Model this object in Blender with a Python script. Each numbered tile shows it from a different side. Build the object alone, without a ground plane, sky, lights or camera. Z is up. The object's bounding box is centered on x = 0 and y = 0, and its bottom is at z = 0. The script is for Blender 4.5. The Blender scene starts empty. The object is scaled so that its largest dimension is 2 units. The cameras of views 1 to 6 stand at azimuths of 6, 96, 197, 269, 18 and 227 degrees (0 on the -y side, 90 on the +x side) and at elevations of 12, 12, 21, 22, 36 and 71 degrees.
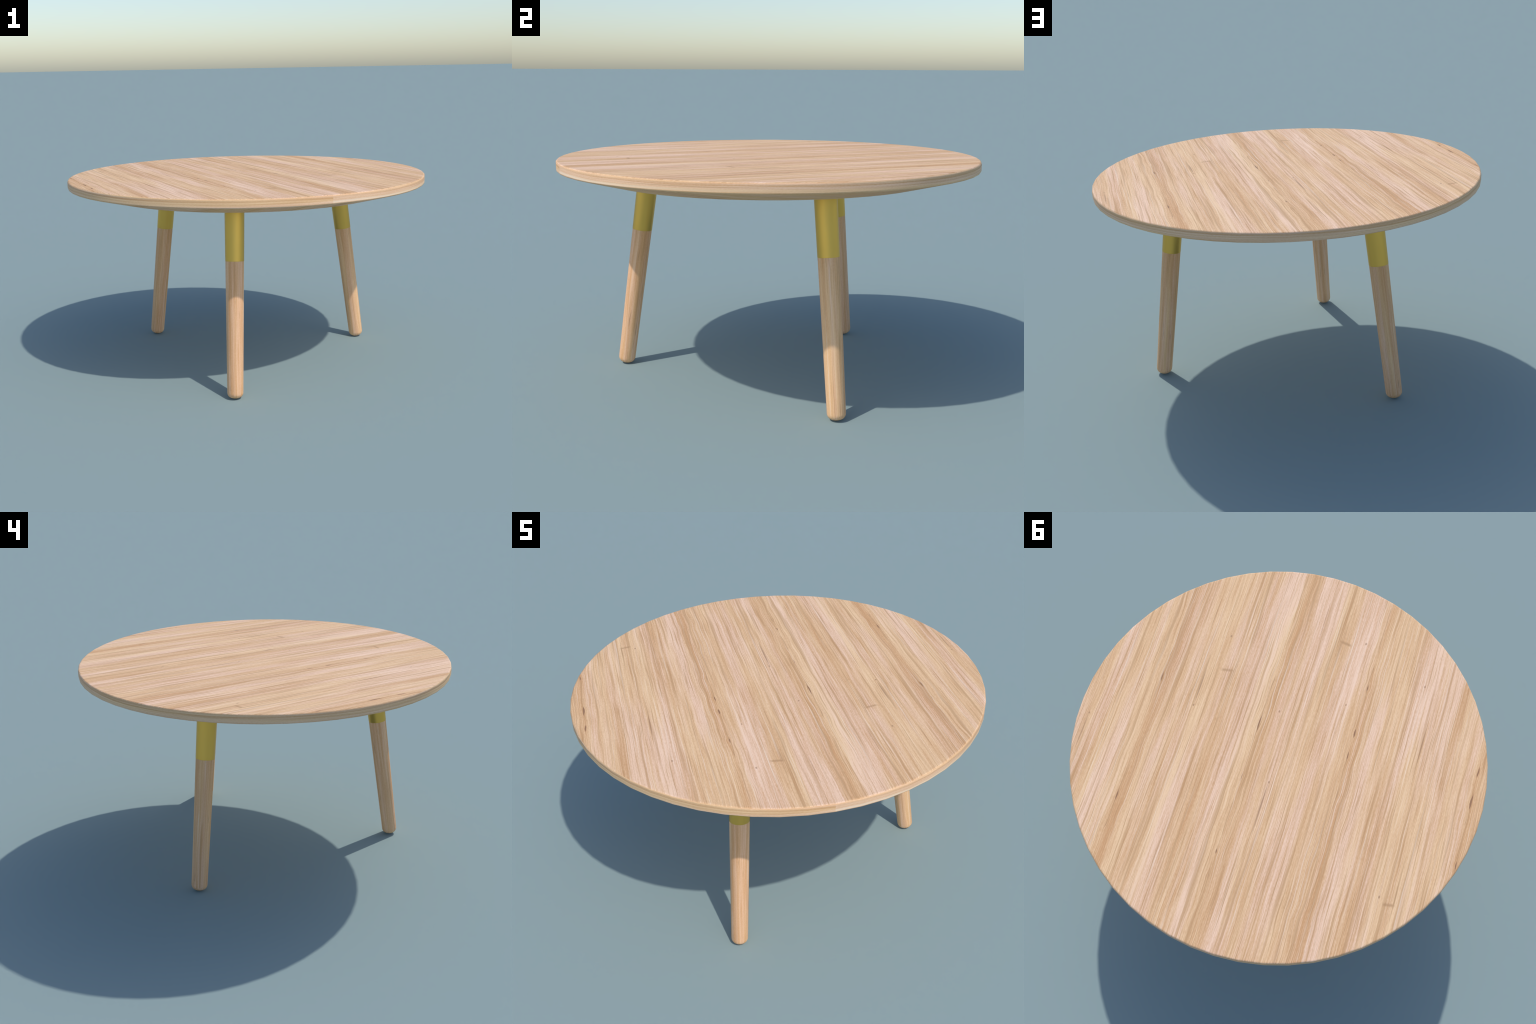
"""Round three-legged wooden table: thick disc top with an under-cut rim,
splayed tapered legs with brass sleeves at their upper ends."""
import bpy, math
from mathutils import Vector, Matrix

# ------------------------------------------------------------------ sizes (m)
TOP_Z = 1.0726          # height of the table top
SEGMENTS = 56           # facets of the disc outline
RADIUS = 1.0007
TURN = math.radians(30)  # first facet corner of the disc
GRAIN = math.radians(120)  # direction of the grain on the top
LEG_ANGLES = (-90, 30, 150)
FOOT_RADIUS_POS = 0.7352   # distance of the foot from the centre
SPLAY = math.radians(8.28)
SLEEVE_FROM = 0.6985       # height where wood gives way to brass
LEG_TOP = 0.995

# ------------------------------------------------------------- node shorthand
class Nodes:
    """Small expression builder for shader nodes."""
    def __init__(self, name):
        self.mat = bpy.data.materials.new(name)
        self.mat.use_nodes = True
        self.t = self.mat.node_tree
        self.t.nodes.clear()
        self.out = self.t.nodes.new('ShaderNodeOutputMaterial')
        self.bsdf = self.t.nodes.new('ShaderNodeBsdfPrincipled')
        self.t.links.new(self.bsdf.outputs[0], self.out.inputs[0])

    def put(self, sock, v):
        if isinstance(v, bpy.types.NodeSocket):
            self.t.links.new(v, sock)
        else:
            sock.default_value = v

    def m(self, op, a, b=None, c=None, clamp=False):
        n = self.t.nodes.new('ShaderNodeMath')
        n.operation = op
        n.use_clamp = clamp
        for i, v in enumerate((a, b, c)):
            if v is not None:
                self.put(n.inputs[i], v)
        return n.outputs[0]

    def add(self, *v):
        r = v[0]
        for x in v[1:]:
            r = self.m('ADD', r, x)
        return r

    def mul(self, *v):
        r = v[0]
        for x in v[1:]:
            r = self.m('MULTIPLY', r, x)
        return r

    def sub(self, a, b): return self.m('SUBTRACT', a, b)
    def mad(self, a, b, c): return self.m('MULTIPLY_ADD', a, b, c)

    def coords(self):
        return self.t.nodes.new('ShaderNodeTexCoord').outputs['Object']

    def dot(self, v, d):
        n = self.t.nodes.new('ShaderNodeVectorMath')
        n.operation = 'DOT_PRODUCT'
        self.put(n.inputs[0], v)
        n.inputs[1].default_value = d
        return n.outputs['Value']

    def vec(self, x, y, z=0.0):
        n = self.t.nodes.new('ShaderNodeCombineXYZ')
        for i, v in enumerate((x, y, z)):
            self.put(n.inputs[i], v)
        return n.outputs[0]

    def split(self, v):
        n = self.t.nodes.new('ShaderNodeSeparateXYZ')
        self.put(n.inputs[0], v)
        return n.outputs

    def noise(self, v, detail=2.0, rough=0.5, dim='3D', w=None):
        n = self.t.nodes.new('ShaderNodeTexNoise')
        n.noise_dimensions = dim
        self.put(n.inputs['W' if dim == '1D' else 'Vector'], v)
        n.inputs['Scale'].default_value = 1.0
        n.inputs['Detail'].default_value = detail
        n.inputs['Roughness'].default_value = rough
        return n.outputs['Fac']

    def smooth(self, v, lo, hi, a=0.0, b=1.0):
        n = self.t.nodes.new('ShaderNodeMapRange')
        n.interpolation_type = 'SMOOTHSTEP'
        self.put(n.inputs['Value'], v)
        for k, x in zip(('From Min', 'From Max', 'To Min', 'To Max'), (lo, hi, a, b)):
            n.inputs[k].default_value = x
        return n.outputs[0]

    def ramp(self, v, stops):
        n = self.t.nodes.new('ShaderNodeValToRGB')
        self.put(n.inputs[0], v)
        cr = n.color_ramp
        while len(cr.elements) < len(stops):
            cr.elements.new(1.0)
        for e, (p, c) in zip(cr.elements, stops):
            e.position = p
            e.color = (c, c, c, 1) if not isinstance(c, tuple) else (*c, 1)
        return n.outputs[0]

    def mix(self, f, a, b, mode='MIX'):
        n = self.t.nodes.new('ShaderNodeMix')
        n.data_type = 'RGBA'
        n.blend_type = mode
        n.clamp_factor = True
        self.put(n.inputs[0], f)
        for i, v in ((6, a), (7, b)):
            self.put(n.inputs[i], (*v, 1) if isinstance(v, tuple) else v)
        return n.outputs[2]

    def bump(self, h, strength, dist):
        n = self.t.nodes.new('ShaderNodeBump')
        n.inputs['Strength'].default_value = strength
        n.inputs['Distance'].default_value = dist
        self.put(n.inputs['Height'], h)
        self.put(self.bsdf.inputs['Normal'], n.outputs[0])

    def finish(self, colour, rough=0.5, metal=0.0, spec=0.5):
        self.put(self.bsdf.inputs['Base Color'], colour)
        self.put(self.bsdf.inputs['Roughness'], rough)
        self.bsdf.inputs['Metallic'].default_value = metal
        self.bsdf.inputs['Specular IOR Level'].default_value = spec
        return self.mat


def srgb(r, g, b):
    f = lambda c: ((c / 255 + 0.055) / 1.055) ** 2.4 if c > 10 else c / 255 / 12.92
    return (f(r), f(g), f(b))

# wood palette (base colours)
TAN = srgb(192, 147, 106)
CREAM = srgb(222, 188, 150)
PINK = srgb(226, 192, 167)
BROWN = srgb(176, 136, 97)
FLECK = srgb(154, 115, 86)
PALE = srgb(235, 216, 198)


def wood_colour(n, tone, pink, line, gloss, gain):
    """tone 0..1 tan to light; pink 0..1 hue; line 0..1 dark grain; gloss 0..1 pale lines."""
    def g(c):
        v = [a * b for a, b in zip(c, gain)]
        k = min(1.0, .93 / max(v))
        return tuple(x * k for x in v)
    light = n.mix(pink, g(CREAM), g(PINK))
    c = n.mix(tone, g(TAN), light)
    c = n.mix(line, c, g(BROWN))
    return n.mix(gloss, c, g(PALE))

TOP_GAIN = (1.165, 1.165, 1.14)
EDGE_GAIN = (1.25, 1.24, 1.19)  # rim colour lightened beyond the top to lift its shaded side
LEG_GAIN = (1.36, 1.27, 1.16)  # leg wood brightened and tinted orange for the warm glow in its shade

# -------------------------------------------------------------- top material
# across-grain tone of the veneer, t = distance across the grain (m), 0 dark .. 1 light
STRIPES = [(-1.0, .55), (-.945, .3), (-.905, .45), (-.86, .8), (-.80, .25), (-.752, .85), (-.69, .42),
           (-.62, .85), (-.54, .3), (-.48, .45), (-.43, .75), (-.38, .5), (-.342, .18), (-.28, .6),
           (-.18, .38), (-.12, .38), (-.08, .8), (-.03, .42), (.02, .75), (.075, .15), (.14, .6),
           (.20, .88), (.25, .38), (.375, .28), (.435, .85), (.49, .4), (.58, .62), (.65, .15),
           (.71, .72), (.78, .75), (.88, .38), (.98, .5)]
# veins: columns where the grain swirls and dark flecks sit (t, seed)
VEINS = [(.667, 1.3), (.132, 5.1), (-.324, 9.7), (-.937, 14.2)]
# flecks on each vein: (s along grain, half length, half width in mm)
FLECKS = [[(-.35, .036, 4), (-.215, .038, 7), (.425, .036, 7.5), (.577, .024, 4.5)],
          [(-.34, .05, 4), (-.115, .06, 8), (.17, .028, 5), (.548, .018, 7), (.667, .026, 4)],
          [(-.55, .034, 4), (-.446, .026, 7), (-.198, .030, 9), (-.077, .034, 7), (.123, .055, 4)],
          [(-.174, .036, 8), (-.02, .046, 10), (.08, .03, 4), (.298, .03, 7)]]
STREAKS = [(-.225, .469, .125, .0055, .75), (.175, .942, .12, .0055, .6), (.29, .002, .16, .006, .75),
           (-.22, -.649, .12, .006, .6), (-.62, .52, .14, .005, .35), (.62, .40, .14, .005, .3),
           (.55, -.50, .16, .005, .3), (-.75, -.02, .16, .004, .45), (-.6, .29, .16, .005, .4)]
DOTS = [(-.526, .407, .006), (-.203, .057, .006), (-.679, -.253, .006), (-.329, -.244, .005),
        (-.534, -.591, .006), (.539, -.638, .006), (-.115, .469, .006), (.16, .0, .006), (.07, .942, .005)]
# small branch marks: corner (s, t), reach of the bar across the grain, direction of the tail
KNOTS = [(-.345, .345, .052, 1), (-.655, -.132, -.052, 1), (.559, -.709, .048, -1)]


def veneer(name, gain):
    n = Nodes(name)
    p = n.coords()
    s = n.dot(p, (math.cos(GRAIN), math.sin(GRAIN), 0))
    t = n.dot(p, (math.sin(GRAIN), -math.cos(GRAIN), 0))
    # slow wander of the grain
    w1 = n.mul(n.sub(n.noise(n.vec(n.mul(s, 1.3), n.mad(t, 3.2, 51.900)), 1.5, dim='2D'), .5), .010)
    w2 = n.sub(n.noise(n.vec(n.mul(s, 5.0), n.mad(t, 11.0, 121.10)), 1.0, dim='2D'), .5)
    # veins: swirling grain, dark flecks, ring lines on one side
    swirl, rings, vein_line, vein_band, push, fleck = .006, 0.0, 0.0, 0.0, 0.0, 0.0
    for (tv, seed), spots in zip(VEINS, FLECKS):
        dt = n.sub(t, tv)
        stops = [(0.0, 0.0)]
        for s0, L, mm in spots:                           # spindle-shaped width along the vein
            stops += [((s0 - 1.3 * L + 1) / 2, 0.0), ((s0 - .2 * L + 1) / 2, mm / 10),
                      ((s0 + .3 * L + 1) / 2, mm / 10), ((s0 + 1.2 * L + 1) / 2, 0.0)]
        wide = n.ramp(n.mad(s, .5, .5), stops)
        near = n.m('EXPONENT', n.mul(n.mul(dt, dt), -260.0))
        swirl = n.add(swirl, n.mul(near, .016))
        b = n.mul(dt, 60.0)
        push = n.mad(n.mul(b, n.m('EXPONENT', n.mul(n.mul(b, b), -1.0))), n.mul(wide, -.012), push)
        wob = n.sub(n.noise(n.mad(s, 14.0, seed + 40.0), 1.0, dim='1D'), .5)
        df = n.m('ABSOLUTE', n.mad(wob, .010, dt))
        fleck = n.m('MAXIMUM', fleck, n.mul(n.smooth(n.mad(wide, .0052, n.mul(df, -1.0)), -.0004, .0022), n.smooth(wide, .25, .7, .3, 1.0)))
        v = n.mul(n.sub(n.noise(n.mad(s, 4.2, seed + 0.0), 1.5, dim='1D'), .5), .017)
        d = n.sub(dt, v)                                  # distance from the wandering vein line
        act = n.smooth(n.noise(n.mad(s, 3.0, seed + 30.0), 1.0, dim='1D'), .40, .55)
        vein_line = n.m('MAXIMUM', vein_line, n.mul(n.m('EXPONENT', n.mul(n.mul(d, d), -130000.0)), act))
        side = n.mul(n.smooth(d, -.085, -.005), n.smooth(d, -.006, .008, 1.0, 0.0))
        rings = n.mad(n.smooth(n.m('SINE', n.mul(d, 680.0 + 12 * seed)), -.2, 1.0), side, rings)
        vein_band = n.add(vein_band, side)
    for s0, t0, L, wd, amt in STREAKS:
        a = n.mul(n.sub(s, s0), 1 / L)
        b = n.m('ABSOLUTE', n.mul(n.sub(t, t0), 1 / wd))
        fleck = n.m('MAXIMUM', fleck, n.mul(n.smooth(n.sub(n.mad(n.mul(a, -1.0), a, 1.0), b), 0.0, .9), amt))
    for s0, t0, r in DOTS:
        q = n.vec(n.mul(n.sub(s, s0), .6 / r), n.mul(n.sub(t, t0), 1 / r))
        ln = n.t.nodes.new('ShaderNodeVectorMath')
        ln.operation = 'LENGTH'
        n.put(ln.inputs[0], q)
        fleck = n.m('MAXIMUM', fleck, n.smooth(ln.outputs['Value'], .3, 1.0, .65, 0.0))
    knot = 0.0
    for s0, t0, reach, tail in KNOTS:
        ds = n.sub(s, s0)
        x = n.mul(n.sub(t, t0), 1 / reach)                # 0..1 along the bar
        bar = n.mul(n.smooth(n.m('ABSOLUTE', n.mad(x, -.008, ds)), 0.0, .013, 1.0, 0.0),
                    n.mul(n.smooth(x, -.25, .05), n.smooth(x, .8, 1.15, 1.0, 0.0)))
        dtail = n.mul(ds, tail)
        tl = n.mul(n.smooth(n.m('ABSOLUTE', n.sub(t, t0)), .0, .007, 1.0, 0.0),
                   n.mul(n.smooth(dtail, -.02, .0), n.smooth(dtail, .02, .26, 1.0, 0.0)))
        knot = n.m('MAXIMUM', knot, n.m('MAXIMUM', n.mul(bar, .65), n.mul(tl, .55)))

    tw = n.add(t, w1, n.mul(w2, swirl), push)
    band = n.ramp(n.mad(tw, .5, .5), [((x + 1) / 2, v) for x, v in STRIPES])
    drift = n.sub(n.noise(n.vec(n.mul(s, .9), n.mad(tw, 13.0, 17.3)), 2.0, dim='2D'), .5)
    streak = n.sub(n.noise(n.vec(n.mul(s, 1.0), n.mad(tw, 60.0, 34.6)), 3.0, .6, dim='2D'), .5)
    fine = n.sub(n.noise(n.vec(n.mul(s, 5.5), n.mad(tw, 230.0, 69.2)), 3.0, .65, dim='2D'), .5)
    hair = n.noise(n.vec(n.mul(s, 2.2), n.mad(tw, 130.0, 103.80)), 2.0, .6, dim='2D')
    fibre = n.sub(n.noise(n.vec(n.mul(s, 60.0), n.mad(t, 300.0, 138.4)), 2.0, dim='2D'), .5)
    tone = n.add(n.mad(n.sub(band, .5), .62, .5), n.mul(drift, .55), n.mul(streak, 1.2), n.mul(fine, 1.25),
                 n.mul(fibre, .75), n.mul(vein_band, -.08), n.mul(rings, -.28))
    tone = n.m('ADD', tone, 0.09, clamp=True)
    pink = n.smooth(n.add(n.noise(n.vec(n.mul(s, .6), n.mad(tw, 9.0, 190.3)), 2.0, dim='2D'), n.mul(streak, .25)), .42, .66)
    dark = n.smooth(hair, .54, .76, 0.0, .75)
    dark2 = n.smooth(n.noise(n.vec(n.mul(s, .8), n.mad(tw, 42.0, 259.5)), 2.0, dim='2D'), .56, .74, 0.0, .65)
    dark = n.m('MAXIMUM', dark, n.m('MAXIMUM', dark2, n.mul(vein_line, .75)))
    pale = n.smooth(n.noise(n.vec(n.mul(s, 1.0), n.mad(tw, 130.0, 363.3)), 3.0, .6, dim='2D'), .58, .78, 0.0, .5)
    c = wood_colour(n, tone, pink, dark, pale, gain)
    c = n.mix(knot, c, BROWN)
    c = n.mix(fleck, c, FLECK)
    n.bump(fibre, .10, .001)
    return n.finish(c, .68, spec=.22)


def edge_veneer():
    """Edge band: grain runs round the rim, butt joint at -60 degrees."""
    n = Nodes('veneer_edge')
    x, y, z = n.split(n.coords())
    c0, s0 = math.cos(math.radians(120)), math.sin(math.radians(120))
    ang = n.m('ARCTAN2', n.sub(n.mul(y, c0), n.mul(x, s0)), n.add(n.mul(x, c0), n.mul(y, s0)))
    wob = n.mul(n.sub(n.noise(n.vec(n.mul(ang, 1.1), n.mad(z, 6.0, 34.6)), 2.0, dim='2D'), .5), .022)
    zz = n.add(z, wob)
    h = n.mul(n.sub(zz, 1.03), 1 / .044)
    band = n.ramp(h, [(0.0, .55), (.16, .75), (.38, .5), (.5, .8), (.64, .02), (.74, .5), (.9, .55), (1.0, .6)])
    st = n.sub(n.noise(n.vec(n.mul(ang, 1.2), n.mad(zz, 95.0, 17.3)), 3.0, .6, dim='2D'), .5)
    fine = n.sub(n.noise(n.vec(n.mul(ang, 3.0), n.mad(zz, 420.0, 69.2)), 3.0, .65, dim='2D'), .5)
    fib = n.sub(n.noise(n.vec(n.mul(ang, 90.0), n.mad(z, 330.0, 138.4)), 2.0, dim='2D'), .5)
    tone = n.m('ADD', n.add(n.mad(n.sub(band, .5), .7, .5), n.mul(st, 1.2), n.mul(fine, .9), n.mul(fib, .45)), 0.0, clamp=True)
    pink = n.smooth(n.noise(n.vec(n.mul(ang, .7), n.mad(zz, 40.0, 190.3)), 2.0, dim='2D'), .38, .62)
    dark = n.smooth(n.noise(n.vec(n.mul(ang, 1.0), n.mad(zz, 170.0, 103.80)), 2.0, dim='2D'), .58, .78, 0.0, .45)
    # pale sapwood strip low on the rim, starting at the joint
    pale = n.mul(n.smooth(h, .02, .12), n.smooth(h, .22, .36, 1.0, 0.0), n.smooth(ang, -3.2, -1.6, .5, .05))
    c = wood_colour(n, tone, pink, dark, pale, EDGE_GAIN)
    n.bump(fib, .1, .001)
    return n.finish(c, .68, spec=.22)


def leg_wood():
    n = Nodes('leg_wood')
    p = n.coords()
    x, y, z = n.split(p)
    info = n.t.nodes.new('ShaderNodeObjectInfo').outputs['Random']
    off = n.mul(info, 7.0)
    zo = n.add(z, off)
    wx = n.mul(n.sub(n.noise(n.vec(n.mul(x, 14.0), n.mul(y, 14.0), n.mul(zo, 2.2)), 1.0), .5), .02)
    xx, yy = n.add(x, wx), n.sub(y, wx)
    q = lambda k, kz, sd: n.vec(n.mul(xx, k), n.mul(yy, k), n.mad(zo, kz, sd))
    broad = n.sub(n.noise(q(28.0, .9, 3.0), 2.0), .5)
    st = n.sub(n.noise(q(85.0, 1.4, 9.0), 2.5, .6), .5)
    fine = n.sub(n.noise(q(330.0, 3.0, 1.0), 2.5, .6), .5)
    fib = n.sub(n.noise(n.vec(n.mul(x, 330.0), n.mul(y, 330.0), n.mul(zo, 110.0)), 1.0), .5)
    tone = n.m('ADD', n.add(n.mul(broad, 1.3), n.mul(st, 1.7), n.mul(fine, 1.1), n.mul(fib, .5)), .5, clamp=True)
    pink = n.smooth(n.noise(q(40.0, .7, 21.0), 1.0), .38, .62)
    dark = n.smooth(n.noise(q(150.0, 1.6, 33.0), 2.5), .55, .75, 0.0, .7)
    tick = n.mul(n.smooth(n.noise(q(120.0, 7.0, 43.0), 1.0), .70, .80), .5)
    pale = n.smooth(n.noise(q(120.0, 1.0, 53.0), 2.0), .63, .78, 0.0, .5)
    c = wood_colour(n, tone, pink, dark, pale, LEG_GAIN)
    c = n.mix(tick, c, FLECK)
    n.bump(fib, .1, .001)
    return n.finish(c, .68, spec=.22)


def brass():
    n = Nodes('brushed_brass')
    x, y, z = n.split(n.coords())
    g = n.noise(n.vec(n.mul(x, 40.0), n.mul(y, 40.0), n.mul(z, 5.0)), 2.0)
    c = n.mix(g, srgb(225, 182, 89), srgb(231, 190, 98))
    return n.finish(c, n.smooth(g, .2, .8, .34, .40), metal=1.0)

# ------------------------------------------------------------------ geometry
def lathe(name, strips, segments, turn, mats, keep=None):
    """Surface of revolution. strips: list of ((r, z), (r, z), (n_top), (n_bottom), slot);
    profile normals are given so that every strip shades the way it is shaped."""
    verts, index, faces, normals, slots = [], {}, [], [], []

    def ring(r, z):
        key = (round(r, 6), round(z, 6))
        if key not in index:
            index[key] = len(verts)
            if r < 1e-6:
                verts.append((0, 0, z))
            else:
                for i in range(segments):
                    a = turn + 2 * math.pi * i / segments
                    verts.append((r * math.cos(a), r * math.sin(a), z))
        return index[key]

    for (p, q, na, nb, slot) in strips:
        if keep is not None and slot not in keep:
            continue
        i0, i1 = ring(*p), ring(*q)
        for i in range(segments):
            j = (i + 1) % segments
            ids, nn, at = [], [], []
            def corner(base, rad, prof, k):
                a = turn + 2 * math.pi * k / segments
                ids.append(base + (k if rad > 1e-6 else 0))
                v = Vector((prof[0] * math.cos(a), prof[0] * math.sin(a), prof[1])).normalized()
                nn.append(v)
            if p[0] > 1e-6:
                corner(i0, p[0], na, i)
            corner(i1, q[0], nb, i)
            if q[0] > 1e-6:
                corner(i1, q[0], nb, j)
            corner(i0, p[0], na, j)
            faces.append(ids)
            normals += nn
            slots.append(slot)
    me = bpy.data.meshes.new(name)
    me.from_pydata(verts, [], faces)
    for pl, sl in zip(me.polygons, slots):
        pl.use_smooth = True
        pl.material_index = sl
    for mt in mats:
        me.materials.append(mt)
    me.normals_split_custom_set(normals)
    me.update()
    return me


def strips_from_profile(points, slot_of):
    """points: (r, z, hard) going from the top centre down and round to the bottom centre;
    normals are smooth at a point unless it is marked hard."""
    seg_n = []
    for (r0, z0, *_), (r1, z1, *_) in zip(points, points[1:]):
        d = Vector((r1 - r0, z1 - z0)).normalized()
        seg_n.append(Vector((-d.y, d.x)))
    out = []
    for k in range(len(seg_n)):
        def at(i):
            if points[i][2] == 'next':
                return seg_n[min(i, len(seg_n) - 1)]
            if points[i][2] == 'prev':
                return seg_n[max(i - 1, 0)]
            if points[i][2] == 'hard' or i == 0 or i == len(seg_n):
                return seg_n[k]
            return (seg_n[i - 1] + seg_n[i]).normalized()
        a, b = at(k), at(k + 1)
        out.append((points[k][:2], points[k + 1][:2], tuple(a), tuple(b), slot_of(k)))
    return out


def make(name, me, parent=None):
    ob = bpy.data.objects.new(name, me)
    bpy.context.scene.collection.objects.link(ob)
    if parent:
        ob.parent = parent
    return ob


def arc(cr, cz, rad, a0, a1, steps):
    return [(cr + rad * math.cos(a), cz + rad * math.sin(a))
            for a in (math.radians(a0 + (a1 - a0) * i / steps) for i in range(steps + 1))]


table = bpy.data.objects.new('round_table', None)
bpy.context.scene.collection.objects.link(table)
table['label'] = 'round light wood table on three splayed brass-sleeved legs'
table['category'] = 'table'

# --- table top: flat disc, small rounded arris, upright rim, long under-cut to a flat underside
B = .009                                  # rounding of the upper arris
RIM_LOW = 1.0288                          # foot of the upright rim
prof = [(0, TOP_Z, 'hard'), (RADIUS - B, TOP_Z, 'prev')]
prof += [(r, z, '') for r, z in arc(RADIUS - B, TOP_Z - B, B, 90, 0, 4)[1:-1]]
first_edge = len(prof) - 2                # edge band starts inside the rounding
prof += [(RADIUS, TOP_Z - B, 'next'), (RADIUS, RIM_LOW + .005, 'prev'),
         (RADIUS - .0015, RIM_LOW + .0008, ''), (RADIUS - .005, RIM_LOW - .0018, ''),
         (RADIUS - .012, RIM_LOW - .0042, 'next'),
         (RADIUS - .208, .9755, 'hard'), (0, .9755, 'hard')]
last_edge = len(prof) - 4
def slot_of(k): return 0 if k < first_edge else 1 if k < last_edge else 2
strips = strips_from_profile(prof, slot_of)
top_mat, edge_mat = veneer('veneer_top', TOP_GAIN), edge_veneer()
under_mat = veneer('veneer_underside', LEG_GAIN)  # top veneer recoloured warmer: orange shade under the rim baked into base colour
tabletop = make('tabletop', lathe('tabletop', strips, SEGMENTS, TURN, [top_mat, edge_mat, under_mat]), table)

# --- legs
def leg_radius(h):                        # taper along the axis
    return .0415 + .0086 * h

FOOT_FILLET = .029
axis_len = LEG_TOP / math.cos(SPLAY)
r_foot = leg_radius(FOOT_FILLET)
leg_prof = [(0, axis_len, 'hard'), (leg_radius(axis_len), axis_len, 'hard')]
leg_prof += [(leg_radius(axis_len * k / 12), axis_len * k / 12, '') for k in range(11, 0, -1)]
leg_prof += [(r, z, '') for r, z in arc(r_foot - FOOT_FILLET, FOOT_FILLET, FOOT_FILLET, 0, -90, 7)]
leg_prof += [(0, 0, 'hard')]
leg_prof[-2] = (*leg_prof[-2][:2], 'next')
leg_me = lathe('leg', strips_from_profile(leg_prof, lambda k: 0), 32, 0, [leg_wood()])

# lowest point of the tilted foot, to stand it on the ground
low = min(z * math.cos(SPLAY) - r * math.sin(SPLAY) for r, z, _ in leg_prof)
sl0 = (SLEEVE_FROM - 0.0) / math.cos(SPLAY)
PROUD = .0009
sl_prof = [(leg_radius(axis_len) + PROUD, axis_len - .001, 'hard'),
           (leg_radius(sl0) + PROUD, sl0 + .0006, 'prev'),
           (leg_radius(sl0) + PROUD - .0004, sl0, 'hard'),
           (leg_radius(sl0) - .0015, sl0, 'hard')]
sleeve_me = lathe('sleeve', strips_from_profile(sl_prof, lambda k: 0), 32, 0, [brass()])

for a in LEG_ANGLES:
    az = math.radians(a)
    leg = make('leg', leg_me, table)
    leg.matrix_world = (Matrix.Rotation(az, 4, 'Z') @ Matrix.Translation((FOOT_RADIUS_POS, 0, -low))
                        @ Matrix.Rotation(-SPLAY, 4, 'Y'))
    make('sleeve', sleeve_me, leg)
bpy.context.view_layer.update()
